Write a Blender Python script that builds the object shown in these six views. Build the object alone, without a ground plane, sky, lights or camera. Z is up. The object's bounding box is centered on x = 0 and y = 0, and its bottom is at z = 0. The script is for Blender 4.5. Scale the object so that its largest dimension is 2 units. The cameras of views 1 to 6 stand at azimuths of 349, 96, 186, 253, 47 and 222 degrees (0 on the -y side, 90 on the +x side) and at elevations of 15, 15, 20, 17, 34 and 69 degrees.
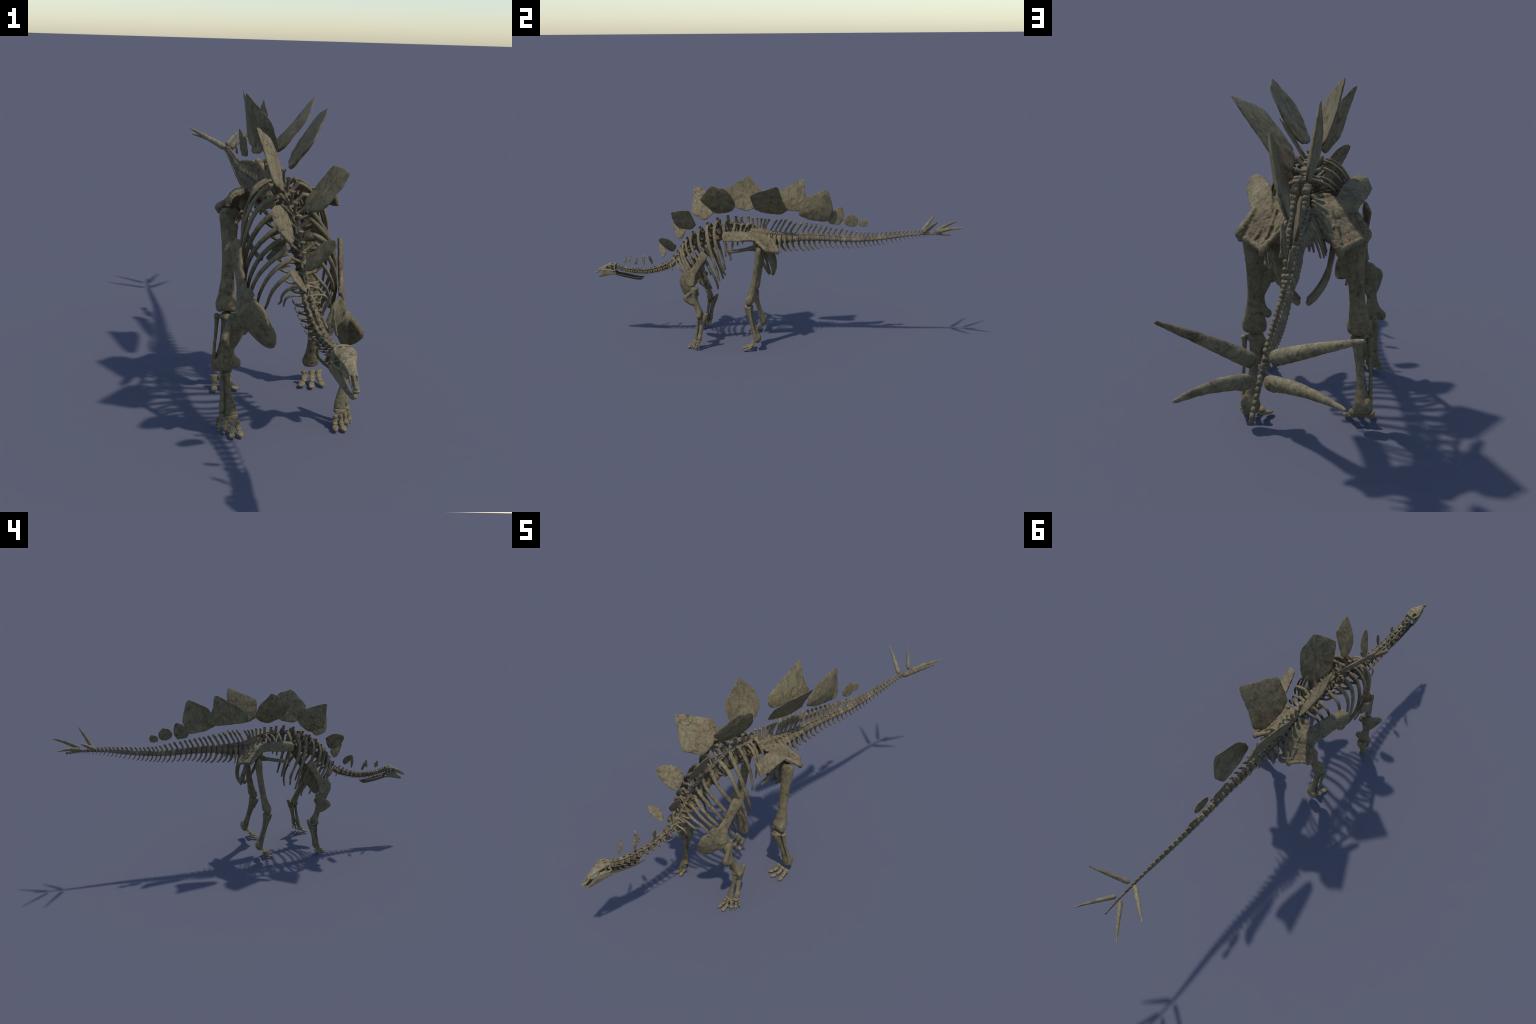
"""A mounted plated-dinosaur skeleton: skull, neck, ribcage, girdles, limbs, long tail
with chevrons and four spikes, and two staggered rows of free-standing back plates.
Frame: metres, z up, head toward -y, tail toward +y, animal's left side is +x."""
import bpy, math, random
import numpy as np
from mathutils import Vector, Matrix, noise

random.seed(11)
for o in list(bpy.data.objects):
    bpy.data.objects.remove(o)
COL = bpy.context.scene.collection

# --------------------------------------------------------------------------- materials
def bone_material(name, light, mid, dark, scale=1.0, crack=0.0, grain=0.0, speck=0.5,
                  grain_axis=(1, 1, 1), bump=0.35, vary=0.14, stain=None):
    m = bpy.data.materials.new(name); m.use_nodes = True
    nt = m.node_tree; N = nt.nodes; L = nt.links
    bs = N["Principled BSDF"]
    bs.inputs["Roughness"].default_value = 0.72
    bs.inputs["Specular IOR Level"].default_value = 0.14
    tc = N.new("ShaderNodeTexCoord"); oi = N.new("ShaderNodeObjectInfo")
    off = N.new("ShaderNodeVectorMath"); off.operation = 'SCALE'
    cmb = N.new("ShaderNodeCombineXYZ")
    for i in range(3):
        L.new(oi.outputs["Random"], cmb.inputs[i])
    L.new(cmb.outputs[0], off.inputs[0]); off.inputs["Scale"].default_value = 7.0
    add = N.new("ShaderNodeVectorMath"); add.operation = 'ADD'
    L.new(tc.outputs["Object"], add.inputs[0]); L.new(off.outputs[0], add.inputs[1])
    co = add.outputs[0]

    def nz(sc, det=6, rough=0.6, vec=co, dist=0.0):
        n = N.new("ShaderNodeTexNoise"); n.inputs["Scale"].default_value = sc * scale
        n.inputs["Detail"].default_value = det; n.inputs["Roughness"].default_value = rough
        n.inputs["Distortion"].default_value = dist
        L.new(vec, n.inputs["Vector"]); return n.outputs["Fac"]

    def ramp(fac, *stops):
        r = N.new("ShaderNodeValToRGB"); e = r.color_ramp.elements
        e[0].position, e[0].color = stops[0][0], (*stops[0][1], 1)
        e[1].position, e[1].color = stops[-1][0], (*stops[-1][1], 1)
        for p, c in stops[1:-1]:
            q = e.new(p); q.color = (*c, 1)
        L.new(fac, r.inputs[0]); return r.outputs[0]

    def mix(kind, fac, a, b):
        x = N.new("ShaderNodeMix"); x.data_type = 'RGBA'; x.blend_type = kind
        if isinstance(fac, (int, float)): x.inputs[0].default_value = fac
        else: L.new(fac, x.inputs[0])
        for s, v in ((6, a), (7, b)):
            if isinstance(v, tuple): x.inputs[s].default_value = (*v, 1)
            else: L.new(v, x.inputs[s])
        return x.outputs[2]

    g = lambda v: (v, v, v)
    big = nz(14, 5, 0.62, dist=0.5)
    col = ramp(big, (0.28, mid), (0.45, light), (0.60, light), (0.74, mid))
    # olive and rusty-brown patches, as in mineral-stained fossil bone
    st = ramp(nz(17, 5, 0.62, dist=0.6), (0.48, g(0)), (0.64, g(0.85)))
    col = mix('MIX', st, col, stain or tuple(q * w for q, w in zip(light, (0.80, 0.70, 0.66))))
    ol = ramp(nz(23, 5, 0.62), (0.52, g(0)), (0.66, g(0.7)))
    col = mix('MIX', ol, col, tuple(q * w for q, w in zip(light, (0.78, 0.86, 0.78))))
    blot = ramp(nz(46, 7, 0.7), (0.31, g(0.36)), (0.44, g(0.88)), (0.58, g(1.10)), (0.76, g(1.34)))
    col = mix('MULTIPLY', 0.85, col, blot)
    fine = ramp(nz(125, 6, 0.72), (0.31, g(0.42)), (0.45, g(0.97)), (0.60, g(1.12)), (0.78, g(1.36)))
    col = mix('MULTIPLY', 0.75, col, fine)
    height = nz(60, 8, 0.7)
    if grain > 0:
        mp = N.new("ShaderNodeMapping"); mp.inputs["Scale"].default_value = grain_axis
        L.new(co, mp.inputs["Vector"])
        gr = nz(90, 6, 0.7, mp.outputs[0], 0.3)
        col = mix('MULTIPLY', grain, col, ramp(gr, (0.34, g(0.55)), (0.5, g(1.0)), (0.66, g(1.15))))
        hm = N.new("ShaderNodeMath"); hm.operation = 'MULTIPLY_ADD'
        L.new(gr, hm.inputs[0]); hm.inputs[1].default_value = 0.7 * grain; L.new(height, hm.inputs[2])
        height = hm.outputs[0]
    pits = ramp(nz(130, 3, 0.6), (0.27, g(0.0)), (0.36, g(1.0)))
    col = mix('MIX', speck * 0.0 if speck == 0 else mix('MIX', speck, (0, 0, 0), mix('SUBTRACT', 1.0, (1, 1, 1), pits)), col, dark)
    if crack > 0:
        wv = N.new("ShaderNodeVectorMath"); wv.operation = 'MULTIPLY_ADD'
        nn = N.new("ShaderNodeTexNoise"); nn.inputs["Scale"].default_value = 45; nn.inputs["Detail"].default_value = 4
        L.new(co, nn.inputs["Vector"])
        L.new(nn.outputs["Color"], wv.inputs[0]); wv.inputs[1].default_value = (0.03,) * 3
        L.new(co, wv.inputs[2])
        vo = N.new("ShaderNodeTexVoronoi"); vo.feature = 'DISTANCE_TO_EDGE'
        vo.inputs["Scale"].default_value = 26 * scale
        L.new(wv.outputs[0], vo.inputs["Vector"])
        cr = ramp(vo.outputs["Distance"], (0.0, g(1.0)), (0.05, g(0.0)))
        gate = ramp(nz(18, 2), (0.44, g(0.0)), (0.56, g(1.0)))
        crm = mix('MULTIPLY', 1.0, cr, gate)
        crm = mix('MULTIPLY', 1.0, crm, g(crack))
        col = mix('MIX', crm, col, dark)
        hs = N.new("ShaderNodeMath"); hs.operation = 'SUBTRACT'
        L.new(height, hs.inputs[0]); L.new(crm, hs.inputs[1]); height = hs.outputs[0]
    # piece-to-piece variation of value
    mr = N.new("ShaderNodeMapRange"); L.new(oi.outputs["Random"], mr.inputs[0])
    mr.inputs[3].default_value = 1 - vary; mr.inputs[4].default_value = 1 + vary * 0.7
    hv = N.new("ShaderNodeHueSaturation"); L.new(mr.outputs[0], hv.inputs["Value"]); L.new(col, hv.inputs["Color"])
    L.new(hv.outputs[0], bs.inputs["Base Color"])
    bp = N.new("ShaderNodeBump"); bp.inputs["Strength"].default_value = bump
    bp.inputs["Distance"].default_value = 0.002
    L.new(height, bp.inputs["Height"]); L.new(bp.outputs[0], bs.inputs["Normal"])
    return m

LIGHT, MID, DARK = (0.200, 0.162, 0.094), (0.150, 0.120, 0.070), (0.036, 0.028, 0.021)
M_LIMB = bone_material("limb_bone", LIGHT, MID, DARK, crack=0.5, grain=0.35, grain_axis=(1, 1, 0.22))
M_RIB = bone_material("rib_bone", (0.205, 0.165, 0.096), (0.150, 0.118, 0.070), DARK, grain=0.4, grain_axis=(1, 1, 0.3), vary=0.2,
                      stain=(0.150, 0.100, 0.062))
M_VERT = bone_material("vertebra_bone", (0.195, 0.155, 0.092), (0.140, 0.108, 0.068), DARK, scale=1.5, grain=0.2, vary=0.2,
                       stain=(0.150, 0.104, 0.076))
M_GIRDLE = bone_material("girdle_bone", LIGHT, (0.158, 0.124, 0.073), DARK, crack=0.35, grain=0.3, stain=(0.150, 0.104, 0.070))
M_PLATE = bone_material("plate_grained", (0.200, 0.165, 0.096), (0.150, 0.124, 0.072), DARK, grain=0.65, grain_axis=(1, 1, 0.16),
                        crack=0.3, speck=0.4)
M_PLATEC = bone_material("plate_cracked", (0.215, 0.176, 0.104), (0.160, 0.130, 0.076), DARK, grain=0.35, grain_axis=(1, 1, 0.5),
                         crack=1.0, speck=0.7)
M_SPIKE = bone_material("spike_horn", (0.225, 0.188, 0.112), (0.175, 0.143, 0.083), DARK, grain=0.45, grain_axis=(1, 0.3, 0.6), crack=0.45)
M_SKULL = bone_material("skull_bone", (0.225, 0.188, 0.114), (0.180, 0.146, 0.088), DARK, scale=2.0, crack=0.7, speck=0.6)
M_TOE = bone_material("foot_bone", (0.225, 0.180, 0.098), (0.165, 0.126, 0.072), DARK, scale=2.2, speck=0.6)
M_GULAR = bone_material("throat_armour", (0.115, 0.098, 0.068), (0.074, 0.064, 0.048), DARK, scale=3, speck=0.8)
M_OSS = bone_material("ossicle", (0.175, 0.145, 0.090), (0.110, 0.092, 0.060), DARK, scale=3, speck=0.5)

# --------------------------------------------------------------------------- geometry kit
def V(*a):
    return np.array(a, float)

def catmull(P, seg):
    P = np.asarray(P, float)
    if len(P) == 2:
        t = np.linspace(0, 1, seg + 1)[:, None]
        return P[0] * (1 - t) + P[1] * t
    out = []
    Q = np.vstack([2 * P[0] - P[1], P, 2 * P[-1] - P[-2]])
    for i in range(1, len(Q) - 2):
        a, b, c, d = Q[i - 1:i + 3]
        for k in range(seg):
            t = k / seg
            out.append(0.5 * (2 * b + (c - a) * t + (2 * a - 5 * b + 4 * c - d) * t * t + (3 * b - a - 3 * c + d) * t ** 3))
    out.append(P[-1])
    return np.array(out)

def tube(cps, ref=(1, 0, 0), n=16, seg=5, cap=0.6, power=2.0):
    """Bone shaft: control points (x, y, z, ra, rb); ra is the half-width along ref,
    rb across it. Rounded ends."""
    S = catmull(cps, seg)
    P, R = S[:, :3], np.maximum(S[:, 3:5], 0.0004)
    T = np.gradient(P, axis=0); T /= np.linalg.norm(T, axis=1)[:, None] + 1e-12
    rings = []
    def ring(p, t, ra, rb):
        a = np.array(ref, float); a = a - a.dot(t) * t; a /= np.linalg.norm(a) + 1e-12
        b = np.cross(t, a)
        th = np.linspace(0, 2 * math.pi, n, endpoint=False)
        c, s = np.cos(th), np.sin(th)
        c = np.sign(c) * np.abs(c) ** (2 / power); s = np.sign(s) * np.abs(s) ** (2 / power)
        return p + np.outer(c * ra, a) + np.outer(s * rb, b)
    e0, e1 = cap * min(R[0]), cap * min(R[-1])
    for k in (0.97, 0.75, 0.4):
        q = math.sqrt(1 - k * k)
        rings.append(ring(P[0] - T[0] * e0 * k, T[0], *(R[0] * q)))
    for i in range(len(P)):
        rings.append(ring(P[i], T[i], *R[i]))
    for k in (0.4, 0.75, 0.97):
        q = math.sqrt(1 - k * k)
        rings.append(ring(P[-1] + T[-1] * e1 * k, T[-1], *(R[-1] * q)))
    v = np.vstack(rings); m = len(rings); f = []
    for i in range(m - 1):
        for j in range(n):
            k = (j + 1) % n
            f.append((i * n + j, i * n + k, (i + 1) * n + k, (i + 1) * n + j))
    f.append(tuple(reversed(range(n)))); f.append(tuple(range((m - 1) * n, m * n)))
    return v, f

def ball(c, r, n=14, m=9, rot=None):
    c = np.array(c, float); r = np.array(r if hasattr(r, '__len__') else (r,) * 3, float)
    v = [V(0, 0, 1)]
    for i in range(1, m):
        ph = math.pi * i / m
        for j in range(n):
            th = 2 * math.pi * j / n
            v.append(V(math.sin(ph) * math.cos(th), math.sin(ph) * math.sin(th), math.cos(ph)))
    v.append(V(0, 0, -1)); v = np.array(v) * r
    if rot is not None: v = v @ np.array(rot).T
    f = [(0, 1 + j, 1 + (j + 1) % n) for j in range(n)]
    for i in range(m - 2):
        for j in range(n):
            k = (j + 1) % n
            f.append((1 + i * n + j, 1 + (i + 1) * n + j, 1 + (i + 1) * n + k, 1 + i * n + k))
    b = len(v) - 1; s = 1 + (m - 2) * n
    f += [(b, s + (j + 1) % n, s + j) for j in range(n)]
    return v + c, f

def slab(grid, half, seg=4, edge=0.6):
    """Curved bony sheet through a grid of control points, thickness 2*half."""
    G = np.array(grid, float)
    A = np.array([catmull(r, seg) for r in G])
    B = np.array([catmull(A[:, j], seg) for j in range(A.shape[1])]).transpose(1, 0, 2)
    R, C = B.shape[:2]
    du = np.gradient(B, axis=0); dv = np.gradient(B, axis=1)
    nr = np.cross(du, dv); nr /= np.linalg.norm(nr, axis=2)[:, :, None] + 1e-12
    h = np.full((R, C), half); 
    h[0] *= edge; h[-1] *= edge; h[:, 0] *= edge; h[:, -1] *= edge
    top = (B + nr * h[:, :, None]).reshape(-1, 3); bot = (B - nr * h[:, :, None]).reshape(-1, 3)
    v = np.vstack([top, bot]); o = R * C; f = []
    for i in range(R - 1):
        for j in range(C - 1):
            a, b, c, d = i * C + j, i * C + j + 1, (i + 1) * C + j + 1, (i + 1) * C + j
            f.append((a, d, c, b)[::-1]); f.append((o + a, o + d, o + c, o + b))
    rim = [j for j in range(C)] + [i * C + C - 1 for i in range(1, R)] + \
          [(R - 1) * C + j for j in range(C - 2, -1, -1)] + [i * C for i in range(R - 2, 0, -1)]
    for a, b in zip(rim, rim[1:] + rim[:1]):
        f.append((a, o + a, o + b, b))
    return v, f

def join(parts):
    vs, fs, o = [], [], 0
    for v, f in parts:
        vs.append(v); fs += [tuple(i + o for i in q) for q in f]; o += len(v)
    return np.vstack(vs), fs

def mirror(part):
    v, f = part
    return v * V(-1, 1, 1), [tuple(reversed(q)) for q in f]

def both(part):
    return [part, mirror(part)]

def roughen(me, amp, freq, seed=0.0):
    n = len(me.vertices)
    co = np.empty(n * 3); no = np.empty(n * 3)
    me.vertices.foreach_get("co", co); me.vertices.foreach_get("normal", no)
    co = co.reshape(-1, 3); no = no.reshape(-1, 3)
    s = Vector((seed, seed * 1.7, -seed))
    d = np.array([noise.noise(Vector(p) * freq + s) + 0.5 * noise.noise(Vector(p) * freq * 2.7 + s) for p in co])
    co += no * (d * amp)[:, None]
    me.vertices.foreach_set("co", co.ravel()); me.update()

def raw_mesh(name, part):
    me = bpy.data.meshes.new(name)
    me.from_pydata([tuple(p) for p in part[0]], [], part[1]); me.update()
    return me

def finish(me, mat):
    me.materials.clear(); me.materials.append(mat)
    me.polygons.foreach_set("use_smooth", [True] * len(me.polygons)); me.update()
    return me

def fuse(name, parts, voxel, mat, smooth=4, rough=0.0, freq=60, centre=None):
    """Union of closed pieces into one continuous bone (voxel remesh + smoothing)."""
    part = join(parts); v, f = part
    c = v.mean(0) if centre is None else np.array(centre, float)
    me = raw_mesh("tmp", (v - c, f))
    ob = bpy.data.objects.new("tmp", me); COL.objects.link(ob)
    md = ob.modifiers.new("r", 'REMESH'); md.mode = 'VOXEL'; md.voxel_size = voxel; md.adaptivity = 0
    if smooth:
        sm = ob.modifiers.new("s", 'SMOOTH'); sm.factor = 0.5; sm.iterations = smooth
    dg = bpy.context.evaluated_depsgraph_get()
    out = bpy.data.meshes.new_from_object(ob.evaluated_get(dg)); out.name = name
    bpy.data.objects.remove(ob); bpy.data.meshes.remove(me)
    if rough: roughen(out, rough, freq, seed=float(c[1]) * 13 + float(c[2]) * 7)
    return finish(out, mat), c

ROOT = bpy.data.objects.new("dinosaur_skeleton", None)
ROOT.empty_display_size = 0.1
COL.objects.link(ROOT)
ROOT["label"] = "mounted plated dinosaur skeleton with tail spikes, grey-brown fossil bone"
ROOT["category"] = "dinosaur skeleton"

def place(name, me, loc, parent=None, scale=(1, 1, 1)):
    ob = bpy.data.objects.new(name, me); COL.objects.link(ob)
    p = parent or ROOT
    ob.parent = p
    ob.location = [float(q) for q in loc]
    ob.scale = scale
    if p is not ROOT:                      # keep world placement under a (maybe mirrored) parent
        ob.matrix_parent_inverse = Matrix.LocRotScale(Vector(p["home"]), None, Vector(p["flip"])).inverted()
    ob["home"] = ob.location[:]; ob["flip"] = ob.scale[:]
    return ob

def pair(name, parts, mx, voxel, mat, parents=(None, None), **k):
    """Left bone built in local coordinates (mid-plane x = 0) and its mirrored twin."""
    me, c = fuse(name, parts, voxel, mat, **k)
    a = place(name, me, c + V(mx, 0, 0), parents[0])
    b = place(name, me, V(mx - c[0], c[1], c[2]), parents[1], (-1, 1, 1))
    return a, b

# --------------------------------------------------------------------------- spine
MIDX = 0.008

def caudal(y0, y1, z0, zb_arch, r, ytop, ztop, tp=0.0, fork=0.5, w=0.012):
    """Tail vertebra: spool centrum, low arch, forked neural spine, optional side ribs."""
    L = y1 - y0; ym = (y0 + y1) / 2
    h = max(zb_arch - z0 - r * 0.9, 0.002)
    P = [tube([(0, y0 + .02 * L, z0, r * .98, r), (0, y0 + .15 * L, z0, r, r * 1.04), (0, ym, z0, r * .76, r * .84),
               (0, y1 - .15 * L, z0, r, r * 1.04), (0, y1 - .02 * L, z0, r * .98, r)], (1, 0, 0), cap=0.08, n=20)]
    yb = ym - 0.05 * L
    P.append(tube([(0, yb, z0 + r * .6, r * .55, L * .34), (0, yb, zb_arch, r * .42, L * .30)], (1, 0, 0), seg=3))
    # zygapophyses reach forward and back
    for s in (-1, 1):
        P.append(tube([(s * r * .35, yb, zb_arch - r * .1, r * .22, r * .2), (s * r * .45, y0 - .12 * L, zb_arch + r * .05, r * .2, r * .16)], (0, 0, 1), n=10, seg=3))
        P.append(tube([(s * r * .2, yb, zb_arch, r * .2, r * .2), (s * r * .25, y1 + .05 * L, zb_arch + r * .15, r * .17, r * .14)], (0, 0, 1), n=10, seg=3))
    H = ztop - zb_arch
    # spine: single blade, then two prongs
    k = fork
    yk, zk = yb + (ytop - yb) * (k * .8), zb_arch + H * k
    tx = max(r * .19, .0021)
    P.append(tube([(0, yb, zb_arch - r * .2, tx * 1.6, L * .46), (0, yb + (yk - yb) * .5, zb_arch + H * k * .5, tx * 1.15, L * .25),
                   (0, yk, zk, tx * 1.35, L * .25)], (1, 0, 0), n=12))
    if w > 0.003:
        for s in (-1, 1):
            P.append(tube([(0, yk - .001, zk - H * .08, tx, L * .19), (s * w * .55, yk + (ytop - yk) * .55, zk + (ztop - zk) * .55, tx * 1.2, L * .235),
                           (s * w * .92, ytop - H * .03, ztop - H * .06, tx * 1.85, L * .29), (s * w, ytop, ztop - .002, tx * 1.9, L * .27)], (1, 0, 0), n=10))
    else:
        P.append(tube([(0, yk, zk, tx, L * .23), (0, ytop, ztop, tx * 1.7, L * .25)], (1, 0, 0), n=10, seg=3))
    if tp > 0:                                                   # drooping caudal ribs
        for s in (-1, 1):
            P.append(tube([(s * r * .6, ym, z0 + r * .6, r * .35, r * .42), (s * (r * 1.05), ym + .002, z0 + r * .1, r * .22, r * .34),
                           (s * (r * 1.1 + tp * .30), ym + .007, z0 - r * .5 - tp * .35, .0030, .0042),
                           (s * (r * 1.1 + tp * .52), ym + .014, z0 - r * .75 - tp * .95, .0022, .0030)], (0, 0, 1), n=10))
    return P

def interp(y, tab):
    return float(np.interp(y, [t[0] for t in tab], [t[1] for t in tab]))

CENT_BOT = [(.02, .556), (.09, .564), (.16, .574), (.26, .576), (.40, .573), (.46, .575), (.53, .581), (.60, .590), (.665, .601), (.73, .613), (.80, .619), (.865, .622), (.92, .617), (.95, .613)]
ARCH = [(-.03, .619), (.0, .618), (.06, .613), (.12, .611), (.2, .612), (.33, .606), (.40, .601), (.46, .599), (.54, .607), (.60, .612), (.65, .620), (.70, .625), (.75, .629), (.80, .632), (.865, .632), (.95, .6235)]
TOPS = [.020, .046, .070, .098, .122, .154, .184, .209, .233, .260, .289, .314, .341, .371, .397, .424, .449, .471, .492, .514, .537, .558, .580, .605,
        .630, .653, .676, .697, .717, .737, .757, .777]
TOPZ = [(.02, .689), (.07, .691), (.12, .676), (.154, .674), (.209, .665), (.26, .657), (.314, .652), (.371, .644), (.424, .635), (.473, .627), (.51, .629),
        (.56, .629), (.605, .633), (.65, .636), (.70, .641), (.78, .643)]
caud = []
for t in TOPS:
    zt = interp(t, TOPZ); zb = interp(t - .02, ARCH); h = zt - zb
    j = random.uniform(-.06, .06) * h
    caud.append([t - 0.50 * h, t + j * .5, zt + j * .6])
bounds = [caud[0][0] - .013] + [(a[0] + b[0]) / 2 for a, b in zip(caud, caud[1:])]
bounds.append(caud[-1][0] + (caud[-1][0] - bounds[-1]))
# fine tail end past the spikes
y = bounds[-1]; step = .0185
while y + step < .951:
    caud.append([y + step / 2, y + step * .8, interp(y + step / 2, ARCH) + .004 * (1 - (y - .77) / .2)]); y += step; bounds.append(y); step *= .965
tail_objs = []
for i, (yb, yt, zt) in enumerate(caud):
    y0, y1 = bounds[i], bounds[i + 1]; ym = (y0 + y1) / 2
    gap = min(.0035, (y1 - y0) * .12)
    zb = interp(ym, ARCH); zbot = interp(ym, CENT_BOT)
    r = (zb - zbot) * .46 if ym < .8 else (zb - zbot) * .40
    z0 = zbot + r
    w = .0145 * max(0, 1 - max(0, ym - .05) / .52)
    if i > 28: w = 0
    tp = (.046, .046, .044, .036, .014, .004)[i] if i < 6 else 0
    parts = caudal(y0 + gap / 2, y1 - gap / 2, z0, zb, r, yt, zt, tp, .42, w)
    me, c = fuse("caudal_vertebra", parts, max(.0009, min(.0017, r * .11)), M_VERT, smooth=2, rough=.0005, freq=140)
    tail_objs.append(place("caudal_vertebra", me, c + V(MIDX, 0, 0)))
    # chevron hangs below the joint and sweeps back
    if 2 <= i and y1 < .92:
        ln = interp(y1, [(.03, .046), (.11, .052), (.16, .052), (.26, .038), (.40, .034), (.50, .029), (.60, .0225), (.70, .019), (.78, .013), (.90, .004)])
        zc = interp(y1, CENT_BOT)
        bw = max(.0011, .0052 * ln / .045)
        if i < 5: ln *= .9
        part = [tube([(0, y1 - .002, zc + r * .25, r * .35, bw * 1.3), (0, y1 + ln * .02, zc - ln * .30, bw * .75, bw * 1.05),
                      (0, y1 + ln * .22, zc - ln * .68, bw * .62, bw), (0, y1 + ln * .58, zc - ln, bw * .6, bw * .75)], (1, 0, 0), n=12)]
        v, f = join(part); c = v.mean(0)
        me = finish(raw_mesh("chevron", (v - c, f)), M_VERT)
        place("chevron", me, c + V(MIDX, 0, 0), tail_objs[-1])

# sacrum: five fused vertebrae with tall spines
sac = [(-.109, -.110, .702), (-.085, -.089, .703), (-.062, -.075, .698), (-.041, -.060, .696), (-.022, -.048, .695)]
parts = [tube([(0, -.125, .597, .019, .019), (0, -.08, .594, .017, .018), (0, -.03, .592, .018, .019), (0, -.008, .590, .021, .022)], (1, 0, 0), cap=.1),
         tube([(0, -.122, .618, .011, .022), (0, -.06, .617, .011, .022), (0, -.02, .612, .011, .020)], (1, 0, 0))]
for yt, yb, zt in sac:
    parts.append(tube([(0, yb, .618, .007, .009), (0, yb + (yt - yb) * .35, .655, .0050, .0062), (0, yt - .001, zt - .012, .0056, .0060), (0, yt, zt - .004, .0125, .0078)], (1, 0, 0), n=14, cap=.35))
for i, yy in enumerate((-.10, -.07, -.045, -.02)):  # sacral ribs join the hip bones
    for s in (-1, 1):
        parts.append(tube([(s * .008, yy, .606, .010, .010), (s * .035, yy + .002, .603, .007, .008), (s * .062, yy + .006, .597 - .012 * i, .010, .010)], (0, 0, 1)))
me, c = fuse("sacrum", parts, .0016, M_VERT, smooth=3, rough=.0007, freq=110)
place("sacrum", me, c + V(MIDX, 0, 0))

# dorsal vertebrae: (centre y, centre z, rib-joint y, z, spine-top y, z)
RIBTOP = [(-.540, .451), (-.515, .490), (-.505, .523), (-.484, .554), (-.466, .573), (-.436, .608), (-.397, .634), (-.351, .658), (-.299, .681), (-.257, .686), (-.202, .671), (-.171, .656), (-.143, .654)]
SPINETOP = [(-.551, .482), (-.529, .511), (-.509, .539), (-.494, .562), (-.474, .586), (-.442, .621), (-.401, .647), (-.360, .670), (-.303, .696), (-.245, .711), (-.202, .709), (-.172, .704), (-.134, .707)]
DC = [(-.60, .408), (-.575, .418), (-.548, .434), (-.524, .452), (-.500, .473), (-.478, .494), (-.452, .517), (-.420, .537), (-.380, .556), (-.335, .573), (-.285, .587), (-.232, .595), (-.190, .599), (-.160, .600), (-.135, .600), (-.12, .600)]
dorsal_objs = []
for i in range(13):
    yc, zc = DC[i + 2]
    p, q = np.array(DC[i + 1]), np.array(DC[i + 3])
    a, b = (p + (yc, zc)) / 2, (q + (yc, zc)) / 2
    t = (b - a); L = np.linalg.norm(t); t /= L; nrm = V(-t[1], t[0])       # tangent / dorsal normal in (y, z)
    r = interp(i, [(0, .0125), (4, .0155), (8, .019), (12, .019)])
    g = .06
    cp = [(0, *(a + t * L * g), r, r), (0, *(a + t * L * .2), r * 1.03, r), (0, *((a + b) / 2), r * .74, r * .80), (0, *(b - t * L * .2), r * 1.03, r), (0, *(b - t * L * g), r, r)]
    parts = [tube(cp, (1, 0, 0), cap=.06, n=20)]
    st, rt = np.array(SPINETOP[i]), np.array(RIBTOP[i])
    ctr = np.array((yc, zc)); base = ctr + nrm * r * .6
    hh = np.linalg.norm(st - ctr)
    tpb = ctr + (st - ctr) * .58                                     # where the side processes spring
    W = interp(i, [(0, .0050), (4, .0065), (8, .0085), (12, .0082)])
    parts.append(tube([(0, *base, r * .60, L * .30), (0, *(base * .45 + tpb * .55), r * .34, L * .26), (0, *tpb, r * .42, L * .30)], (1, 0, 0), n=14))
    parts.append(tube([(0, *tpb, .0055, W * 1.15), (0, *(tpb * .4 + st * .6), .0040, W), (0, *(st - (st - tpb) * .12), .0050, W * .95), (0, *(st - (st - tpb) * .03), .0088, W)], (1, 0, 0), n=12, cap=.3))
    for s in (-1, 1):
        m = tpb * .5 + rt * .5
        parts.append(tube([(s * .002, *tpb, W * 1.1, r * .36), (s * .018, *m, W * .82, r * .29), (s * .031, *rt, W * .85, r * .34)], (0, 1, 0), n=12))
        z1 = tpb - t * L * .62 + nrm * .001; z2 = tpb + t * L * .55 + nrm * .003
        parts.append(tube([(s * r * .3, *tpb, r * .2, r * .2), (s * r * .36, *z1, r * .16, r * .2)], (0, 0, 1), n=10, seg=3))
        parts.append(tube([(s * r * .2, *tpb, r * .2, r * .2), (s * r * .24, *z2, r * .16, r * .2)], (0, 0, 1), n=10, seg=3))
    me, c = fuse("dorsal_vertebra", parts, .0014, M_VERT, smooth=2, rough=.0007, freq=120)
    dorsal_objs.append(place("dorsal_vertebra", me, c + V(MIDX, 0, 0)))

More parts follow.
